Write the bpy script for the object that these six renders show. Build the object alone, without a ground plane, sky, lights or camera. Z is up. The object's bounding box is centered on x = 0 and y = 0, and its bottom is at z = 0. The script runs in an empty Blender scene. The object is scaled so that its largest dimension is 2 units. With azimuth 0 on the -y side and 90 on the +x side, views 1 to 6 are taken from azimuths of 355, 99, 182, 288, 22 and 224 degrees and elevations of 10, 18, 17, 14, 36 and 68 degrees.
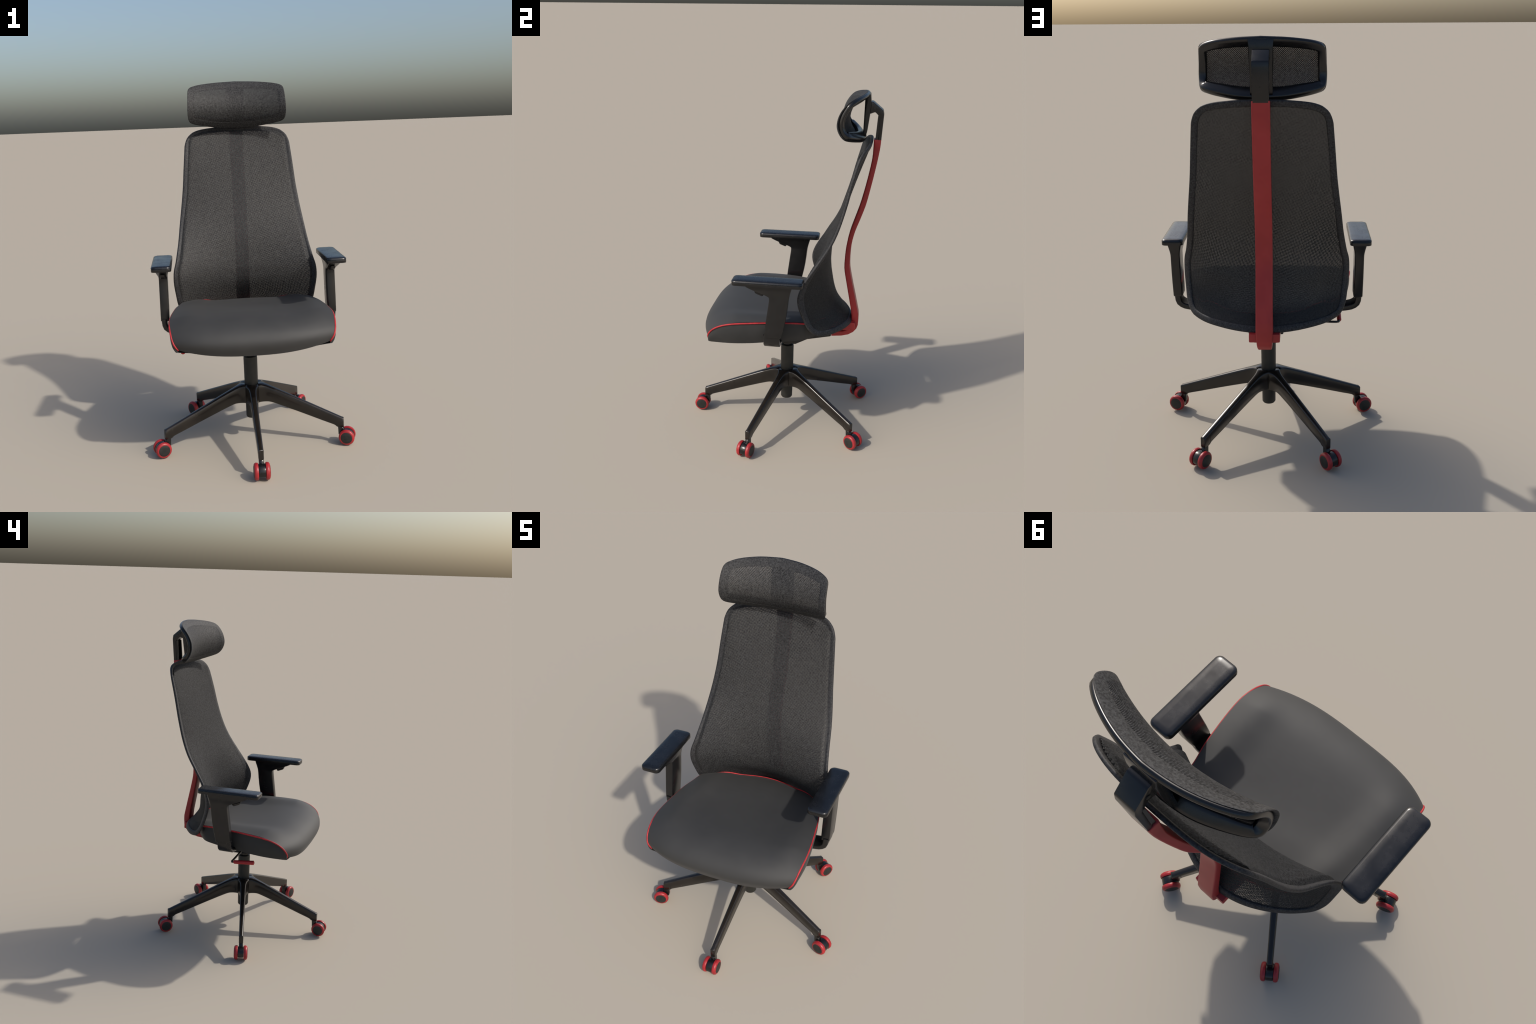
"""High-back mesh office chair: five-star base, padded seat with red piping,
curved mesh backrest on a red spine, adjustable arms and a mesh headrest."""
import bpy, bmesh, math
from mathutils import Vector, Matrix

# ------------------------------------------------------------------ materials
def _nodes(name):
    m = bpy.data.materials.new(name)
    m.use_nodes = True
    nt = m.node_tree
    b = nt.nodes["Principled BSDF"]
    return m, nt, b

def _noise(nt, scale, detail=3.0, rough=0.6, stretch=None):
    tc = nt.nodes.new("ShaderNodeTexCoord")
    n = nt.nodes.new("ShaderNodeTexNoise")
    n.inputs["Scale"].default_value = scale
    n.inputs["Detail"].default_value = detail
    n.inputs["Roughness"].default_value = rough
    if stretch:
        mp = nt.nodes.new("ShaderNodeMapping")
        mp.inputs["Scale"].default_value = stretch
        nt.links.new(tc.outputs["Object"], mp.inputs["Vector"])
        nt.links.new(mp.outputs["Vector"], n.inputs["Vector"])
    else:
        nt.links.new(tc.outputs["Object"], n.inputs["Vector"])
    return n

def _ramp(nt, src, stops):
    r = nt.nodes.new("ShaderNodeValToRGB")
    e = r.color_ramp.elements
    while len(e) < len(stops):
        e.new(0.5)
    for k, (p, c) in enumerate(stops):
        e[k].position = p
        e[k].color = (c[0], c[1], c[2], 1)
    nt.links.new(src, r.inputs["Fac"])
    return r

def speckled(name, dark, light, scale, rough=0.85, spec=0.3, bump=0.0, detail=3.0,
             lo=0.32, hi=0.68, sheen=0.0, rough_var=0.0):
    """Colour that wanders between two close tones, with optional fine bump."""
    m, nt, b = _nodes(name)
    n = _noise(nt, scale, detail)
    r = _ramp(nt, n.outputs["Fac"], [(lo, dark), (hi, light)])
    nt.links.new(r.outputs["Color"], b.inputs["Base Color"])
    b.inputs["Roughness"].default_value = rough
    b.inputs["Specular IOR Level"].default_value = spec
    if sheen:
        b.inputs["Sheen Weight"].default_value = sheen
        b.inputs["Sheen Roughness"].default_value = 0.5
    if rough_var:
        n2 = _noise(nt, 14.0, 4.0)
        mr = nt.nodes.new("ShaderNodeMapRange")
        mr.inputs["From Min"].default_value = 0.3
        mr.inputs["From Max"].default_value = 0.7
        mr.inputs["To Min"].default_value = rough - rough_var
        mr.inputs["To Max"].default_value = rough + rough_var
        nt.links.new(n2.outputs["Fac"], mr.inputs["Value"])
        nt.links.new(mr.outputs["Result"], b.inputs["Roughness"])
    if bump:
        bp = nt.nodes.new("ShaderNodeBump")
        bp.inputs["Strength"].default_value = bump
        bp.inputs["Distance"].default_value = 0.002
        nt.links.new(n.outputs["Fac"], bp.inputs["Height"])
        nt.links.new(bp.outputs["Normal"], b.inputs["Normal"])
    return m

def build_materials():
    M = {}
    M["plastic"] = speckled("black_plastic", (0.005, 0.005, 0.0055), (0.009, 0.009, 0.0095), 18, 0.25, 0.5, rough_var=0.03)
    M["leg"] = speckled("base_plastic", (0.010, 0.0080, 0.0066), (0.016, 0.0130, 0.0108), 12, 0.25, 0.5, rough_var=0.03)  # black tinted warm brown: ground reflection painted into the base colour
    M["pad"] = speckled("arm_pad_rubber", (0.005, 0.006, 0.008), (0.009, 0.010, 0.0125), 14, 0.26, 0.5, rough_var=0.06)  # blue cast of the reflected sky is baked into this black
    M["steel"] = speckled("dark_steel", (0.013, 0.014, 0.012), (0.020, 0.020, 0.018), 30, 0.5, 0.45)
    M["seat"] = speckled("seat_fabric", (0.026, 0.026, 0.0258), (0.031, 0.031, 0.0306), 6, 0.66, 0.5, sheen=0.04)
    M["seat_side"] = speckled("seat_side_fabric", (0.024, 0.025, 0.025), (0.030, 0.030, 0.030), 9, 0.6, 0.35, sheen=0.05)
    M["mesh"] = speckled("mesh_thread", (0.005, 0.005, 0.0053), (0.048, 0.0485, 0.0495), 150, 0.68, 0.4, detail=2.0)
    M["head_mesh"] = speckled("headrest_thread", (0.004, 0.004, 0.0044), (0.047, 0.047, 0.048), 150, 0.68, 0.4, detail=2.0)
    M["rear_mesh"] = speckled("rear_mesh_thread", (0.010, 0.010, 0.0102), (0.048, 0.047, 0.046), 200, 0.6, 0.45, detail=2.0)
    M["head_edge"] = speckled("headrest_edge_fabric", (0.004, 0.004, 0.0044), (0.048, 0.0478, 0.0482), 150, 0.7, 0.4, bump=0.25)
    M["edge"] = speckled("edge_fabric", (0.006, 0.006, 0.0075), (0.040, 0.040, 0.042), 140, 0.62, 0.4, bump=0.25)
    M["red_spine"] = speckled("red_spine_paint", (0.33, 0.023, 0.025), (0.385, 0.030, 0.032), 7, 0.42, 0.4)
    M["red_tyre"] = speckled("red_tyre_rubber", (0.27, 0.015, 0.019), (0.38, 0.023, 0.028), 45, 0.4, 0.45)
    M["red_piping"] = speckled("red_piping_cord", (0.30, 0.016, 0.022), (0.44, 0.028, 0.034), 40, 0.55, 0.35)
    M["red_grip"] = speckled("red_grip_plastic", (0.36, 0.016, 0.02), (0.42, 0.022, 0.026), 30, 0.45, 0.4)
    return M

# ------------------------------------------------------------------ helpers
ROOT = None
def new_obj(name, verts, faces, mat, parent=None, smooth=40.0):
    me = bpy.data.meshes.new(name)
    me.from_pydata([tuple(v) for v in verts], [], faces)
    me.validate()
    bm = bmesh.new(); bm.from_mesh(me)
    bmesh.ops.recalc_face_normals(bm, faces=bm.faces)
    bm.to_mesh(me); bm.free()
    return link(name, me, mat, parent, smooth)

def link(name, me, mat, parent=None, smooth=40.0):
    me.materials.clear(); me.materials.append(mat)
    o = bpy.data.objects.new(name, me)
    bpy.context.scene.collection.objects.link(o)
    o.parent = parent or ROOT
    for p in me.polygons:
        p.use_smooth = smooth > 0
    if 0 < smooth < 180:
        try:
            me.set_sharp_from_angle(angle=math.radians(smooth))
        except Exception:
            pass
    return o

def bm_obj(name, bm, mat, parent=None, smooth=40.0):
    bmesh.ops.recalc_face_normals(bm, faces=bm.faces)
    me = bpy.data.meshes.new(name)
    bm.to_mesh(me); bm.free()
    return link(name, me, mat, parent, smooth)

def catmull(pts, n):
    """Resample a polyline through control points, roughly even in arc length."""
    P = [Vector(p) for p in pts]
    out = []
    ext = [2 * P[0] - P[1]] + P + [2 * P[-1] - P[-2]]
    sub = 12
    for i in range(len(P) - 1):
        a, b, c, d = ext[i:i + 4]
        for k in range(sub):
            t = k / sub
            out.append(0.5 * ((2 * b) + (c - a) * t + (2 * a - 5 * b + 4 * c - d) * t * t + (3 * b - a - 3 * c + d) * t ** 3))
    out.append(P[-1])
    L = [0.0]
    for i in range(1, len(out)):
        L.append(L[-1] + (out[i] - out[i - 1]).length)
    res = []
    j = 0
    for k in range(n):
        s = L[-1] * k / (n - 1)
        while j < len(L) - 2 and L[j + 1] < s:
            j += 1
        f = 0 if L[j + 1] == L[j] else (s - L[j]) / (L[j + 1] - L[j])
        res.append(out[j].lerp(out[j + 1], min(1, max(0, f))))
    return res

def interp(x, table):
    """Smooth (cosine-free cubic Hermite) interpolation in a small sorted table."""
    if x <= table[0][0]:
        return table[0][1]
    if x >= table[-1][0]:
        return table[-1][1]
    n = len(table)
    for i in range(n - 1):
        x0, y0 = table[i]; x1, y1 = table[i + 1]
        if x <= x1:
            h = x1 - x0
            def slope(k):
                if k == 0:
                    return (table[1][1] - table[0][1]) / (table[1][0] - table[0][0])
                if k == n - 1:
                    return (table[-1][1] - table[-2][1]) / (table[-1][0] - table[-2][0])
                return (table[k + 1][1] - table[k - 1][1]) / (table[k + 1][0] - table[k - 1][0])
            t = (x - x0) / h
            m0, m1 = slope(i) * h, slope(i + 1) * h
            return ((2 * t ** 3 - 3 * t * t + 1) * y0 + (t ** 3 - 2 * t * t + t) * m0
                    + (-2 * t ** 3 + 3 * t * t) * y1 + (t ** 3 - t * t) * m1)

def loft(rings, closed_ring=True, caps=True, closed_path=False):
    verts, faces = [], []
    n = len(rings[0])
    for r in rings:
        verts += r
    m = len(rings)
    for i in range(m if closed_path else m - 1):
        a, b = i * n, ((i + 1) % m) * n
        for j in range(n if closed_ring else n - 1):
            k = (j + 1) % n
            faces.append((a + j, a + k, b + k, b + j))
    if caps and closed_ring and not closed_path:
        faces.append(tuple(range(n - 1, -1, -1)))
        faces.append(tuple((m - 1) * n + j for j in range(n)))
    return verts, faces

def tube(path, radius, sides=10, closed=False):
    """Round cord along a list of points; radius may be a function of 0..1."""
    rings = []
    n = len(path)
    up = None
    for i, p in enumerate(path):
        a = path[i - 1] if (i or closed) else path[0]
        b = path[(i + 1) % n] if (closed or i < n - 1) else path[-1]
        t = (b - a).normalized()
        if up is None:
            up = Vector((0, 0, 1)) if abs(t.z) < 0.9 else Vector((0, 1, 0))
        s = t.cross(up).normalized()
        up = s.cross(t).normalized()
        r = radius(i / (n - 1)) if callable(radius) else radius
        rings.append([p + (s * math.cos(q) + up * math.sin(q)) * r
                      for q in [2 * math.pi * k / sides for k in range(sides)]])
    return loft(rings, True, True, closed)

def extrude_profile(poly, width, axis="x", bevel=0.0, segs=2, offset=0.0, flare=None):
    """Solid from a 2D polygon (first, second = the two other axes) of given width."""
    bm = bmesh.new()
    lay = []
    for s in (-0.5, 0.5):
        row = []
        for q in poly:
            w = width(q) if callable(width) else width
            h = offset + s * w
            co = (h, q[0], q[1]) if axis == "x" else ((q[0], h, q[1]) if axis == "y" else (q[0], q[1], h))
            row.append(bm.verts.new(co))
        lay.append(row)
    n = len(poly)
    bm.faces.new(lay[0][::-1]); bm.faces.new(lay[1])
    for i in range(n):
        j = (i + 1) % n
        bm.faces.new((lay[0][i], lay[0][j], lay[1][j], lay[1][i]))
    bmesh.ops.recalc_face_normals(bm, faces=bm.faces)
    if bevel:
        sharp = [e for e in bm.edges if len(e.link_faces) == 2 and e.calc_face_angle(0) > math.radians(28)]
        bmesh.ops.bevel(bm, geom=sharp, offset=bevel, segments=segs, profile=0.6, affect="EDGES", clamp_overlap=True)
    return bm

def box(x0, x1, y0, y1, z0, z1, bevel=0.0, segs=2):
    return extrude_profile([(y0, z0), (y1, z0), (y1, z1), (y0, z1)], x1 - x0, "x", bevel, segs, (x0 + x1) / 2)

def lathe(profile, sides=32, centre=(0, 0)):
    rings = []
    for r, z in profile:
        rings.append([Vector((centre[0] + r * math.cos(2 * math.pi * k / sides),
                              centre[1] + r * math.sin(2 * math.pi * k / sides), z)) for k in range(sides)])
    return loft(rings, True, True)

def rounded_rect(x0, x1, y0, y1, r, seg=5):
    pts = []
    for cx, cy, a0 in ((x1 - r, y1 - r, 0), (x0 + r, y1 - r, 90), (x0 + r, y0 + r, 180), (x1 - r, y0 + r, 270)):
        for k in range(seg + 1):
            a = math.radians(a0 + 90 * k / seg)
            pts.append((cx + r * math.cos(a), cy + r * math.sin(a)))
    return pts

def inside(poly, x, z):
    c = False
    n = len(poly)
    j = n - 1
    for i in range(n):
        xi, zi = poly[i]; xj, zj = poly[j]
        if (zi > z) != (zj > z) and x < (xj - xi) * (z - zi) / (zj - zi) + xi:
            c = not c
        j = i
    return c

def normal_of(surf, x, z, h=0.004):
    """Unit normal of y = surf(x, z), pointing to -y (the sitter's side)."""
    dx = (surf(x + h, z) - surf(x - h, z)) / (2 * h)
    dz = (surf(x, z + h) - surf(x, z - h)) / (2 * h)
    return Vector((dx, -1, dz)).normalized()

def weave(surf, outline, pitch, width, step, angle, thick=0.0006):
    """Open lattice of two crossing families of flat threads on a curved sheet."""
    xs = [p[0] for p in outline]; zs = [p[1] for p in outline]
    x0, x1, z0, z1 = min(xs), max(xs), min(zs), max(zs)
    verts, faces = [], []
    for fam in (1, -1):
        th = math.radians(angle if fam == 1 else angle - 90)
        d = Vector((math.cos(th), math.sin(th))); q = Vector((-d.y, d.x))
        corners = [Vector((x, z)) for x in (x0, x1) for z in (z0, z1)]
        cmin = min(c.dot(q) for c in corners); cmax = max(c.dot(q) for c in corners)
        tmin = min(c.dot(d) for c in corners); tmax = max(c.dot(d) for c in corners)
        k = int(math.floor(cmin / pitch))
        while k * pitch < cmax:
            c = k * pitch
            k += 1
            run = []
            t = tmin
            while t <= tmax + step:
                x, z = d.x * t + q.x * c, d.y * t + q.y * c
                ok = x0 - .01 < x < x1 + .01 and z0 - .01 < z < z1 + .01 and inside(outline, x, z)
                if ok:
                    run.append((x, z))
                if (not ok or t + step > tmax + step) and run:
                    if len(run) > 1:
                        base = len(verts)
                        for (px, pz) in run:
                            P = Vector((px, surf(px, pz), pz))
                            N = normal_of(surf, px, pz)
                            T = Vector((d.x, 0, d.y)); T = (T - N * T.dot(N)).normalized()
                            B = N.cross(T)
                            P = P + N * (fam * 0.0005)
                            for sx, sn in ((-1, -1), (1, -1), (1, 1), (-1, 1)):
                                verts.append(P + B * (sx * width / 2) + N * (sn * thick / 2))
                        for i in range(len(run) - 1):
                            a, b = base + 4 * i, base + 4 * (i + 1)
                            for j in range(4):
                                m = (j + 1) % 4
                                faces.append((a + j, a + m, b + m, b + j))
                    run = []
                t += step
    return verts, faces

def weave_obj(name, surf, outline, pitch, width, step, mat, parent, angle=45.0):
    v, f = weave(surf, outline, pitch, width, step, angle)
    me = bpy.data.meshes.new(name)
    me.from_pydata([tuple(p) for p in v], [], f)
    me.update()
    o = link(name, me, mat, parent, 0)
    o["kind"] = "stuff"
    return o

def band_along(surf, path, centre, width, front, back, sides=14, power=0.6):
    """Flat rounded band following an (x, z) outline on a curved sheet.
    centre = point the inward direction is measured from; width(i) in-plane."""
    rings = []
    n = len(path)
    for i in range(n):
        a, b, p = path[i - 1], path[(i + 1) % n], path[i]
        tx, tz = b[0] - a[0], b[1] - a[1]
        l = math.hypot(tx, tz) or 1e-6
        ix, iz = -tz / l, tx / l
        if ix * (centre[0] - p[0]) + iz * (centre[1] - p[1]) < 0:
            ix, iz = -ix, -iz
        w = width(p) if callable(width) else width
        ring = []
        for k in range(sides):
            q = 2 * math.pi * k / sides
            cu = math.copysign(abs(math.cos(q)) ** power, math.cos(q))
            cv = math.copysign(abs(math.sin(q)) ** power, math.sin(q))
            s = w * (0.5 - 0.5 * cu)
            x, z = p[0] + ix * s, p[1] + iz * s
            N = normal_of(surf, x, z)
            bk = back(p) if callable(back) else back
            off = cv * (front if cv > 0 else bk)
            ring.append(Vector((x, surf(x, z), z)) + N * off)
        rings.append(ring)
    return loft(rings, True, False, True)

def closed_outline(half, n):
    """Half outline from bottom centre to top centre -> closed symmetric polygon."""
    c = catmull([(p[0], p[1], 0) for p in half], n)
    right = [(p.x, p.y) for p in c]
    right[0] = (0.0, right[0][1]); right[-1] = (0.0, right[-1][1])
    return right + [(-x, z) for x, z in right[-2:0:-1]]

# ------------------------------------------------------------------ backrest
BACK_C = [(0.60, .388), (.64, .412), (.666, .416), (.70, .399), (.737, .369), (.80, .325), (.86, .300), (.926, .283),
          (.98, .276), (1.03, .275), (1.117, .282), (1.2, .305), (1.3, .337), (1.4, .369), (1.5, .402), (1.6, .437), (1.7, .473), (1.76, .488)]
BACK_E = [(0.60, .21), (.69, .207), (.72, .203), (.777, .180), (.855, .150), (.92, .136), (.978, .149), (1.04, .183),
          (1.12, .237), (1.21, .294), (1.3, .333), (1.417, .367), (1.54, .394), (1.66, .423), (1.76, .442)]
BACK_W = [(0.60, .385), (.74, .385), (.82, .393), (.9, .399), (.96, .396), (1.01, .384), (1.1, .368), (1.21, .353),
          (1.3, .340), (1.4, .327), (1.52, .316), (1.62, .306), (1.76, .300)]
FRONT_C = [(.60, .388), (.66, .405), (.70, .378), (.74, .346), (.77, .322), (.80, .298), (.84, .267), (.88, .246), (.92, .236), (.96, .232),
           (1.03, .237), (1.117, .251), (1.2, .276), (1.3, .312), (1.4, .345), (1.5, .377), (1.6, .411), (1.68, .442), (1.72, .467), (1.76, .484)]
def front_surf(x, z):
    """Sitter-side sheet: stands forward of the rear sheet and meets it at the rim."""
    c, e, w = interp(z, FRONT_C), interp(z, BACK_E) - .008 - .010 * math.exp(-((z - 1.13) / .13) ** 2), interp(z, BACK_W)
    a = abs(x) / w
    y = c + (e - c) * a ** 1.8
    # settle onto the rim all round
    top = 1.744 - .030 * (abs(x) / .29) ** 4
    t = min(1.0, max(0.0, min(w - abs(x), top - z, (z - .665) * .7) / .042))
    t = t * t * (3 - 2 * t)
    b = back_surf(x, z)
    return b + (y - b) * t

def back_surf(x, z):
    c, e, w = interp(z, BACK_C), interp(z, BACK_E), interp(z, BACK_W)
    p = interp(z, [(.70, 2.1), (.78, 1.9), (.85, 2.3), (.92, 3.0), (1.05, 3.0), (1.2, 2.5), (1.3, 2.3), (1.74, 3.4)])
    return c - (c - e) * (abs(x) / w) ** p

BACK_OUT = [(0, .672), (.08, .673), (.19, .677), (.285, .682), (.335, .693), (.358, .706), (.376, .732), (.386, .765),
            (.393, .82), (.3995, .89), (.397, .955), (.384, 1.01), (.368, 1.1), (.353, 1.21), (.340, 1.3), (.327, 1.4),
            (.316, 1.52), (.306, 1.62), (.302, 1.648), (.289, 1.682), (.270, 1.703), (.245, 1.719), (.195, 1.732),
            (.1, 1.741), (0, 1.744)]

def build_backrest(M):
    out = closed_outline(BACK_OUT, 110)
    v, f = band_along(back_surf, out, (0, 1.2), 0.030, 0.0075, 0.008)
    rim = new_obj("backrest", v, f, M["edge"], None, 60)
    inner = [(x * 0.965, 1.2 + (z - 1.2) * 0.978) for x, z in out]
    weave_obj("mesh_panel", front_surf, inner, 0.0034, 0.00206, 0.011, M["mesh"], rim)
    weave_obj("rear_mesh_panel", lambda x, z: back_surf(x, z) + .0012, inner, 0.0038, 0.00175, 0.012, M["rear_mesh"], rim, 4.0)

# ------------------------------------------------------------------ headrest
def head_surf(x, z):
    dz = z - 1.85
    return .358 - .046 * (abs(x) / .26) ** 2.0 + (4.25 if dz > 0 else 5.4) * dz * dz
HEAD_OUT = [(0, 1.731), (.1, 1.736), (.19, 1.749), (.238, 1.759), (.2635, 1.769), (.2745, 1.788), (.278, 1.83), (.276, 1.88),
            (.2725, 1.938), (.267, 1.957), (.250, 1.9695), (.2, 1.982), (.11, 1.992), (0, 1.997)]

def build_headrest(M):
    out = closed_outline(HEAD_OUT, 70)
    v, f = band_along(head_surf, out, (0, 1.86), lambda p: .034, 0.0015, 0.0055)
    pad = new_obj("headrest", v, f, M["head_edge"], None, 60)
    inner = [(x * 0.975, 1.864 + (z - 1.864) * 0.965) for x, z in out]
    weave_obj("headrest_mesh", head_surf, inner, 0.0056, 0.0045, 0.010, M["head_mesh"], pad)
    shrink = [(x * 0.985, 1.864 + (z - 1.864) * 0.975) for x, z in out]
    surf = lambda x, z: head_surf(x, z) + 0.0155
    v, f = band_along(surf, shrink, (0, 1.864), lambda p: .034 + .012 * min(1, max(0, (1.80 - p[1]) / .05)), 0.0095, lambda p: .0125 + .010 * min(1, max(0, (1.81 - p[1]) / .05)), 18, 0.5)
    new_obj("headrest_frame", v, f, M["plastic"], pad, 50)
    # upright yoke joining the top and the bottom of the frame
    prof = [(.437, 1.965), (.452, 1.986), (.466, 1.985), (.4705, 1.945), (.4665, 1.88), (.455, 1.785), (.447, 1.752),
            (.430, 1.748), (.434, 1.80)]
    bm_obj("headrest_yoke", extrude_profile(prof, lambda q: .096 if q[1] < 1.97 else .108, "x", .004, 2), M["plastic"], pad, 40)
    # hinge block and hooked carrier bracket
    hook = [(.462, 1.946), (.482, 1.945), (.537, 1.900), (.5415, 1.876), (.5325, 1.730), (.514, 1.730), (.519, 1.862),
            (.508, 1.875), (.493, 1.890), (.466, 1.879)]
    br = bm_obj("headrest_bracket", extrude_profile(hook, .072, "x", .005, 2), M["plastic"], None, 40)
    for s in (-1, 1):
        fl = [(.500, 1.730), (.516, 1.730), (.520, 1.866), (.509, 1.866)]
        bm_obj("bracket_flange", extrude_profile(fl, .008, "x", .001, 1, s * .029), M["plastic"], br, 40)
        v, f = lathe([(.001, 0), (.007, 0), (.007, .004), (.001, .004)], 14)
        R = Matrix.Translation((s * .0345, .491, 1.911)) @ Matrix.Rotation(s * math.pi / 2, 4, "Y")
        new_obj("hinge_pin", [R @ p for p in v], f, M["steel"], br, 40)

# ------------------------------------------------------------------ spine
SPINE = [(1.742, .493, .533), (1.70, .4925, .530), (1.626, .488, .519), (1.505, .466, .496), (1.381, .437, .469), (1.297, .411, .442),
         (1.211, .384, .412), (1.125, .3675, .395), (1.038, .3615, .391), (.987, .3625, .394), (.908, .377, .410),
         (.812, .396, .432), (.74, .410, .448)]
def build_spine(M):
    front = catmull([(0, a, z) for z, a, b in SPINE], 40)
    back = catmull([(0, b, z) for z, a, b in SPINE] + [(0, .4535, .715)], 42)
    tail_out = [(.4545, .690), (.4535, .648), (.446, .624), (.428, .601), (.400, .583), (.360, .572), (.300, .566)]
    tail_in = [(.300, .596), (.365, .602), (.395, .614), (.411, .634), (.416, .66), (.4145, .70)]
    poly = [(p.y, p.z) for p in back] + tail_out + tail_in + [(p.y, p.z) for p in reversed(front)]
    w = lambda q: .078 if q[1] > .66 else .078 - .012 * min(1, (.66 - q[1]) / .06)
    bm = extrude_profile(poly, w, "x", 0)
    caps = [fc for fc in bm.faces if abs(fc.normal.x) > .9]
    edges = list({e for fc in caps for e in fc.edges})
    bmesh.ops.bevel(bm, geom=edges, offset=.006, segments=3, profile=.5, affect="EDGES", clamp_overlap=True)
    sp = bm_obj("back_spine", bm, M["red_spine"], None, 45)
    bm_obj("spine_yoke", box(-.072, .072, .300, .438, .634, .676, .006), M["red_spine"], sp, 40)
    for s in (-1, 1):
        bm_obj("yoke_cheek", box(s * .063 - .008, s * .063 + .008, .25, .41, .626, .645, .005), M["red_spine"], sp, 40)

# ------------------------------------------------------------------ seat
SEAT_E = [(.300, .222, .757), (.335, .200, .764), (.357, .17, .772), (.372, .10, .777), (.390, .03, .779), (.403, -.05, .779),
          (.415, -.13, .776), (.4225, -.21, .770), (.4215, -.27, .757), (.417, -.315, .737), (.411, -.345, .712),
          (.400, -.361, .683), (.381, -.360, .654)]
SEAT_C = [(0, .334, .735), (0, .287, .755), (0, .21, .766), (0, .13, .771), (0, .04, .772), (0, -.06, .776),
          (0, -.16, .781), (0, -.25, .782), (0, -.32, .772), (0, -.38, .747), (0, -.418, .712),
          (0, -.431, .668), (0, -.405, .614)]
def seat_sheet(n=64, m=49):
    E = catmull(SEAT_E, n); C = catmull(SEAT_C, n)
    rows = []
    for i in range(n):
        e, c = E[i], C[i]
        row = []
        for j in range(m):
            u = -1 + 2 * j / (m - 1)
            a = abs(u)
            x = e.x * u
            y = c.y + (e.y - c.y) * a ** (2.0 if c.y > 0 else 2.0 + (1.6 if u < 0 else .6) * min(1, -c.y / .3))
            flat = min(1, max(0, (c.y + .40) / .15))
            z = c.z + (e.z - c.z) * a ** (2.4 + 1.6 * flat)
            # soft sitting hollow and slight swelling toward the shoulders
            z += flat * (.015 * math.exp(-((a - .80) / .18) ** 2) - .006 * math.exp(-(a / .5) ** 2) * math.exp(-((y - .03) / .16) ** 2))
            row.append(Vector((x, y, z)))
        rows.append(row)
    return E, C, rows

def seat_warp(p):
    """The cushion is slightly fuller at one front corner."""
    if p.x < 0 and p.y < -.12:
        k = min(1, (-p.y - .12) / .2); k = k * k * (3 - 2 * k)
        q = -p.x / .4
        return Vector((p.x - .003 * k * q * q, p.y - .007 * k * q ** 3, p.z))
    return p

def build_seat(M):
    E, C, rows = seat_sheet()
    v, f = loft(rows, False, False)
    v = [seat_warp(p) for p in v]
    seat = new_obj("seat_cushion", v, f, M["seat"], None, 180)
    # side and underside shell
    n = len(E)
    zb = [(-.40, .644), (-.30, .643), (-.12, .649), (0, .658), (.1, .660), (.2, .672), (.27, .684), (.33, .690)]
    rings = []
    for i in range(n):
        e, c = E[i], C[i]
        b = interp(e.y, zb)
        b = min(b, e.z - .004)
        h = e.z - b
        inx = .018 * min(1, h / .1)
        half = []
        for k in range(7):
            t = k / 6
            half.append((e.x - .002 + .006 * math.sin(math.pi * t) - inx * t ** 2.5, e.y, e.z - .001 - h * t))
        xb = half[-1][0]
        for k in range(1, 9):
            t = k / 8
            x = xb * (1 - t)
            front = min(1, max(0, (-.2 - e.y) / .15))
            yy = e.y + (max(c.y, -.398) - e.y) * t ** 1.2 * front
            cz = min(c.z, b - .022 * front - .012 * min(1, max(0, (e.y - .05) / .1)))
            half.append((x, yy, b + (cz - b) * (1 - (1 - t) ** 2)))
        ring = [Vector(p) for p in half] + [Vector((-p[0], p[1], p[2])) for p in reversed(half[:-1])]
        rings.append(ring)
    v, f = loft(rings, False, False)
    # back wall under the rear piping
    back_top = rows[0]; back_bot = [Vector((p.x, p.y - .012, .668)) for p in back_top]
    v2, f2 = loft([back_top, back_bot], False, False)
    o = len(v)
    v += v2; f += [tuple(a + o for a in q) for q in f2]
    v = [seat_warp(p) for p in v]
    new_obj("seat_side_panel", v, f, M["seat_side"], seat, 55)
    # red piping: up both sides and round the back
    side = [p + Vector((.001, 0, -.002)) for p in E]
    back = [p + Vector((0, -.001, .0035)) for p in rows[0]]
    path = [Vector((p.x, p.y, p.z)) for p in reversed(side)] + back[::-1][1:-1] + [Vector((-p.x, p.y, p.z)) for p in side]
    path = [seat_warp(p) for p in path]
    v, f = tube(path, lambda t: .0046 - .0020 * math.exp(-((t - .5) / .12) ** 4), 8)
    new_obj("seat_piping", v, f, M["red_piping"], seat, 180)

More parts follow.
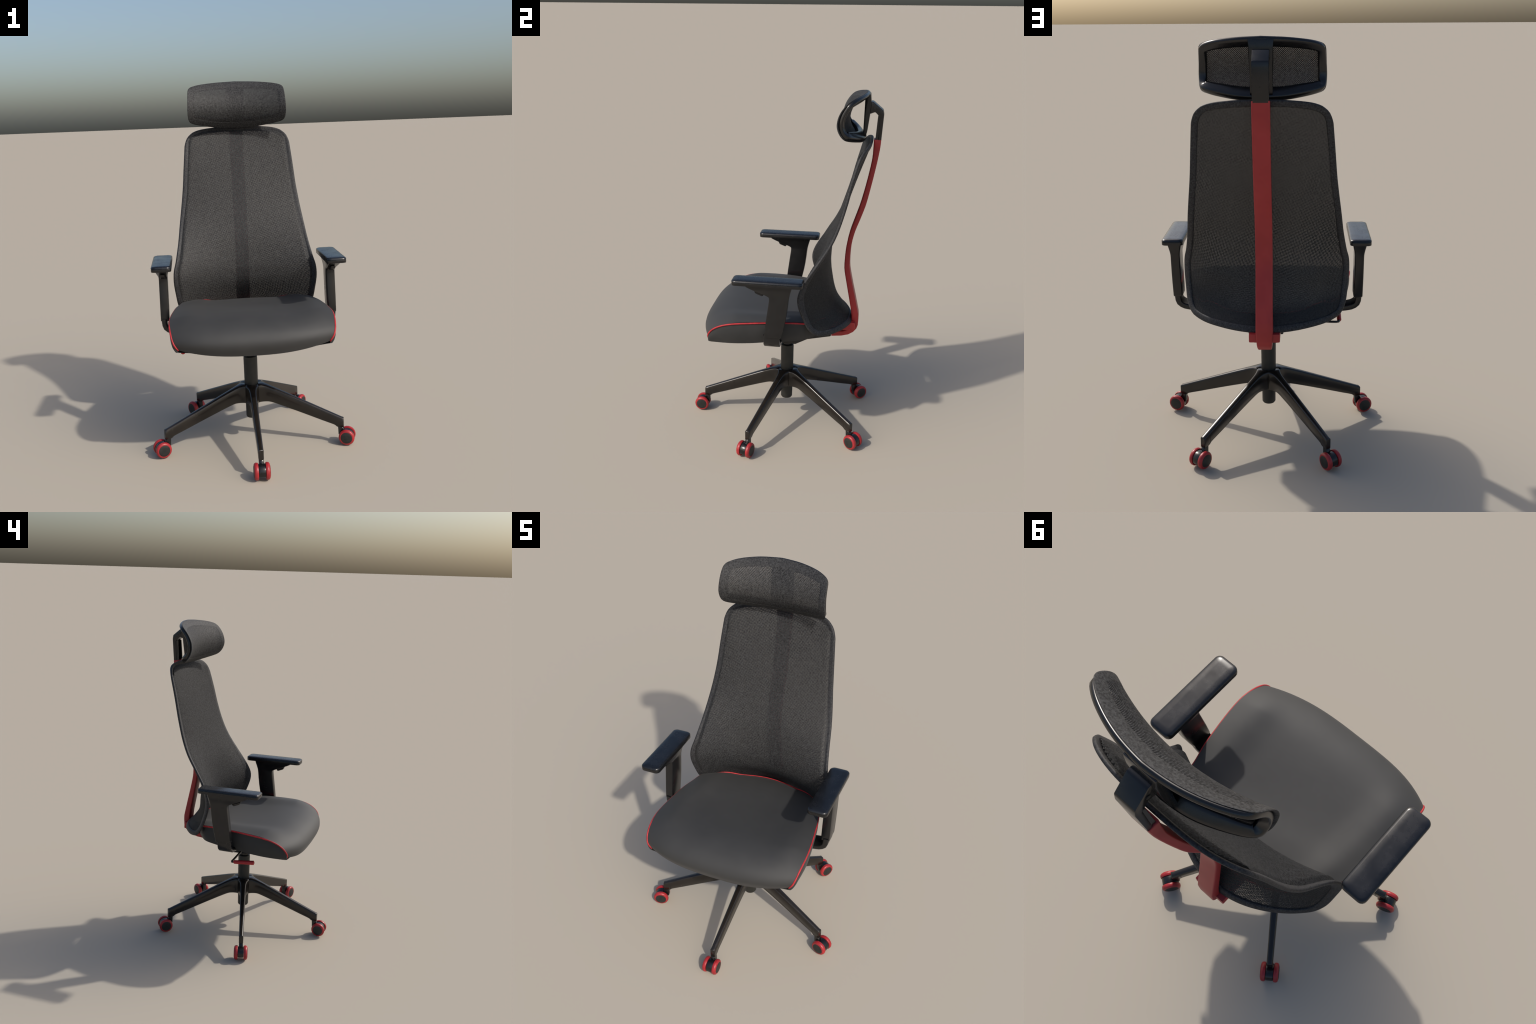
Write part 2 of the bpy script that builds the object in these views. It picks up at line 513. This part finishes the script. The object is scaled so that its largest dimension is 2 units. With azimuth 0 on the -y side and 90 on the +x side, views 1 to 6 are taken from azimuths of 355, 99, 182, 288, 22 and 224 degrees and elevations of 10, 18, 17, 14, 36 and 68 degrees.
# ------------------------------------------------------------------ arms
def build_arm(M, s):
    front = [(.722, -.034), (.80, -.026), (.90, -.013), (.945, -.008), (.958, -.012), (.970, -.036), (.986, -.076), (1.000, -.108), (1.012, -.134), (1.024, -.136)]
    rear = [(.722, .057), (.79, .074), (.87, .088), (.945, .096), (.985, .105), (1.024, .117)]
    rings = []
    for z in (.722, .7235, .728, .76, .80, .85, .90, .93, .945, .953, .958, .963, .970, .978, .986, .994, 1.002, 1.012, 1.024):
        w = .046 + .018 * min(1, max(0, (z - .950) / .05)) ** 1.5
        k = .003 if z == .722 else (.001 if z == .7235 else 0)
        r = rounded_rect(-w / 2 + k, w / 2 - k, interp(z, front) + k, interp(z, rear) - k, .006, 3)
        rings.append([Vector((s * .4545 + p[0], p[1], z)) for p in r])
    v, f = loft(rings)
    post = new_obj("armrest", v, f, M["plastic"], None, 40)
    bm_obj("adjuster_button", extrude_profile([(-.092, .990), (-.084, .972), (-.046, .957), (-.036, .968)], .026, "x", .003, 1, s * .4545), M["plastic"], post, 35)
    # hard tray under the cushion
    tray = rounded_rect(s * .4545 - .052, s * .4545 + .052, -.208, .172, .022, 4)
    bm_obj("armrest_tray", extrude_profile(tray, .017, "z", .003, 2, 1.0305), M["plastic"], post, 40)
    rings = []
    for inset, z in ((.002, 1.0385), (.0, 1.041), (.001, 1.0455), (.005, 1.0495), (.012, 1.0515), (.03, 1.0525)):
        r = rounded_rect(s * .4545 - .0525 + inset, s * .4545 + .0525 - inset, -.209 + inset, .173 - inset, max(.004, .024 - inset * .6), 5)
        rings.append([Vector((p[0], p[1], z)) for p in r])
    v, f = loft(rings, True, True)
    new_obj("armrest_pad", v, f, M["pad"], post, 50)
    # L-shaped carrier going under the seat
    path = catmull([(.458, 0, .735), (.4575, 0, .706), (.450, 0, .684), (.432, 0, .671), (.405, 0, .663), (.33, 0, .656), (.08, 0, .648)], 26)
    rings = []
    for i, p in enumerate(path):
        a, b = path[max(0, i - 1)], path[min(len(path) - 1, i + 1)]
        t = (b - a).normalized()
        nrm = Vector((t.z, 0, -t.x))
        ring = []
        for cu, cv in rounded_rect(-.038, .050, -.0145, .0145, .006, 2):
            q = p + nrm * cv
            ring.append(Vector((s * q.x, cu, q.z)))
        rings.append(ring)
    v, f = loft(rings)
    new_obj("arm_carrier", v, f, M["plastic"], post, 45)

# ------------------------------------------------------------------ under-seat parts
def build_mechanism(M):
    me = bm_obj("tilt_mechanism", extrude_profile([(-.10, .60), (-.07, .54), (-.03, .512), (.09, .508), (.16, .545), (.30, .575), (.30, .63), (-.10, .63)],
                                                  .12, "x", .006, 2), M["plastic"])
    bm_obj("seat_plate", box(-.16, .16, -.17, .24, .615, .660, .006), M["plastic"], me)
    bm_obj("mechanism_housing", box(-.085, .085, 0.0, .285, .612, .656, .008), M["plastic"], me)
    rod = catmull([(-.05, -.005, .580), (-.15, -.005, .574), (-.30, -.005, .567), (-.352, -.005, .566), (-.364, -.012, .567), (-.366, -.030, .568)], 30)
    v, f = tube(rod, .0065, 8)
    lever = new_obj("height_lever", v, f, M["plastic"], None, 180)
    grip = [Vector((-.366, y, z)) for y, z in ((-.021, .5685), (-.026, .569), (-.06, .5725), (-.10, .576), (-.140, .580), (-.150, .581), (-.154, .5813))]
    rad = lambda t: interp(t, [(0, .008), (.04, .0105), (.5, .0125), (.93, .0125), (1.0, .006)])
    v, f = tube(grip, rad, 10)
    new_obj("lever_grip", v, f, M["red_grip"], lever, 60)

def build_column(M):
    c = (0, .035)
    v, f = lathe([(.030, .130), (.0345, .137), (.0355, .225), (.0375, .30), (.0385, .47), (.0375, .481), (.033, .484), (.026, .484)], 32, c)
    col = new_obj("gas_column", v, f, M["steel"], None, 40)
    v, f = lathe([(.0255, .470), (.0255, .53)], 24, c)
    new_obj("column_rod", v, f, M["plastic"], col, 40)

# ------------------------------------------------------------------ star base
def build_base(M):
    C = Vector((0, .035, 0))
    v, f = lathe([(.038, .232), (.050, .224), (.060, .224), (.064, .232), (.064, .300), (.061, .314), (.055, .318), (.047, .314), (.040, .302), (.038, .285)], 40, (0, .035))
    # open ring: drop the end caps
    hub = new_obj("base_hub", v, f[:-2], M["leg"], None, 45)
    top = [(.030, .324), (.055, .3265), (.075, .322), (.095, .3155), (.18, .2825), (.262, .249), (.40, .1925), (.500, .1515), (.5135, .1455)]
    low = [(.030, .2265), (.085, .2265), (.105, .2255), (.125, .2205), (.18, .203), (.278, .1705), (.40, .1285), (.466, .1060), (.476, .0975), (.484, .0945), (.5135, .0945)]
    wid = [(.030, .080), (.050, .078), (.062, .064), (.078, .049), (.10, .040), (.14, .0355), (.20, .033), (.50, .027)]
    leg_rings = []
    for r in (.030, .045, .055, .062, .070, .078, .088, .10, .115, .13, .15, .18, .22, .262, .32, .40, .45, .466, .471, .476, .484, .50, .510, .5135):
        t, l, w = interp(r, top), interp(r, low), interp(r, wid) / 2
        c = .008 if r < .505 else .004
        k = .002 if r > .512 else 0
        sec = [(-w + k, l + .003), (-w + .003, l), (w - .003, l), (w - k, l + .003), (w - k, t - c), (w - .003, t - .0025), (w - c, t - k), (-w + c, t - k), (-w + .003, t - .0025), (-w + k, t - c)]
        leg_rings.append([Vector((r, y, z)) for y, z in sec])
    leg_me = None
    # caster meshes (local: wheel rolls along +X, axle along Y, ground z = 0)
    R = .0435
    def ywheel(profile, y0, sgn, sides=22):
        rings = []
        for r, y in profile:
            rings.append([Vector((r * math.cos(2 * math.pi * k / sides), y0 + sgn * y, R + .0005 + r * math.sin(2 * math.pi * k / sides))) for k in range(sides)])
        return loft(rings, True, True)
    tyre_prof = [(.028, .0212), (.032, .0224), (.0365, .0216), (.041, .0182), (R, .0132), (R, .006), (.0415, .001), (.034, .000), (.024, .000)]
    hub_prof = [(.0318, .016), (.0318, .0222), (.028, .0238), (.012, .0244), (.004, .0244)]
    data = {}
    for idx in range(5):
        ang = math.radians(-90 + 72 * idx)
        M4 = Matrix.Translation(C) @ Matrix.Rotation(ang, 4, "Z")
        if leg_me is None:
            v, f = loft(leg_rings)
            leg = new_obj("leg", v, f, M["leg"], None, 50)
            leg_me = leg.data
        else:
            leg = bpy.data.objects.new("leg", leg_me)
            bpy.context.scene.collection.objects.link(leg); leg.parent = ROOT
        leg.matrix_world = M4
        # caster
        W = Matrix.Translation(C) @ Matrix.Rotation(ang, 4, "Z") @ Matrix.Translation((.531, 0, 0))
        if not data:
            hood = []
            sides = 20
            arc = [(.0385 * math.cos(math.radians(a)), R + .0385 * math.sin(math.radians(a))) for a in range(-25, 221, 12)]
            poly = arc + [(-.020, R - .020), (.014, R - .020)]
            bm = extrude_profile(poly, .0345, "y", .003, 2)
            h = bm_obj("caster", bm, M["plastic"], None, 50)
            v, f = lathe([(.0125, .060), (.0125, .0955), (.0115, .099)], 16, (-.035, 0))
            st = new_obj("caster_stem", v, f, M["plastic"], h, 40)
            fk = bm_obj("caster_fork", extrude_profile([(-.048, .098), (-.022, .098), (-.010, .074), (-.030, .040), (-.046, .052)], .024, "y", .003, 1), M["plastic"], h, 40)
            parts = [("caster_stem", st.data), ("caster_fork", fk.data)]
            wheels = []
            for sg in (-1, 1):
                v, f = ywheel(tyre_prof, sg * .0180, sg)
                t = new_obj("caster_wheel", v, f, M["red_tyre"], h, 50)
                v, f = ywheel(hub_prof, sg * .0180, sg)
                k = new_obj("wheel_cap", v, f, M["plastic_matt"], h, 40)
                parts += [("caster_wheel", t.data), ("wheel_cap", k.data)]
            data = dict(hood=h.data, parts=parts)
            h.matrix_world = W
        else:
            h = bpy.data.objects.new("caster", data["hood"])
            bpy.context.scene.collection.objects.link(h); h.parent = ROOT
            h.matrix_world = W
            for nm, me in data["parts"]:
                o = bpy.data.objects.new(nm, me)
                bpy.context.scene.collection.objects.link(o)
                o.parent = h

# ------------------------------------------------------------------ assemble
def main():
    global ROOT
    ROOT = bpy.data.objects.new("office_chair", None)
    bpy.context.scene.collection.objects.link(ROOT)
    ROOT["label"] = "black high-back mesh office chair with red spine and wheels"
    ROOT["category"] = "office chair"
    M = build_materials()
    M["plastic_matt"] = speckled("wheel_cap_plastic", (0.012, 0.013, 0.012), (0.022, 0.022, 0.021), 60, 0.5, 0.4)
    build_backrest(M)
    build_headrest(M)
    build_spine(M)
    build_seat(M)
    for s in (1, -1):
        build_arm(M, s)
    build_mechanism(M)
    build_column(M)
    build_base(M)

main()
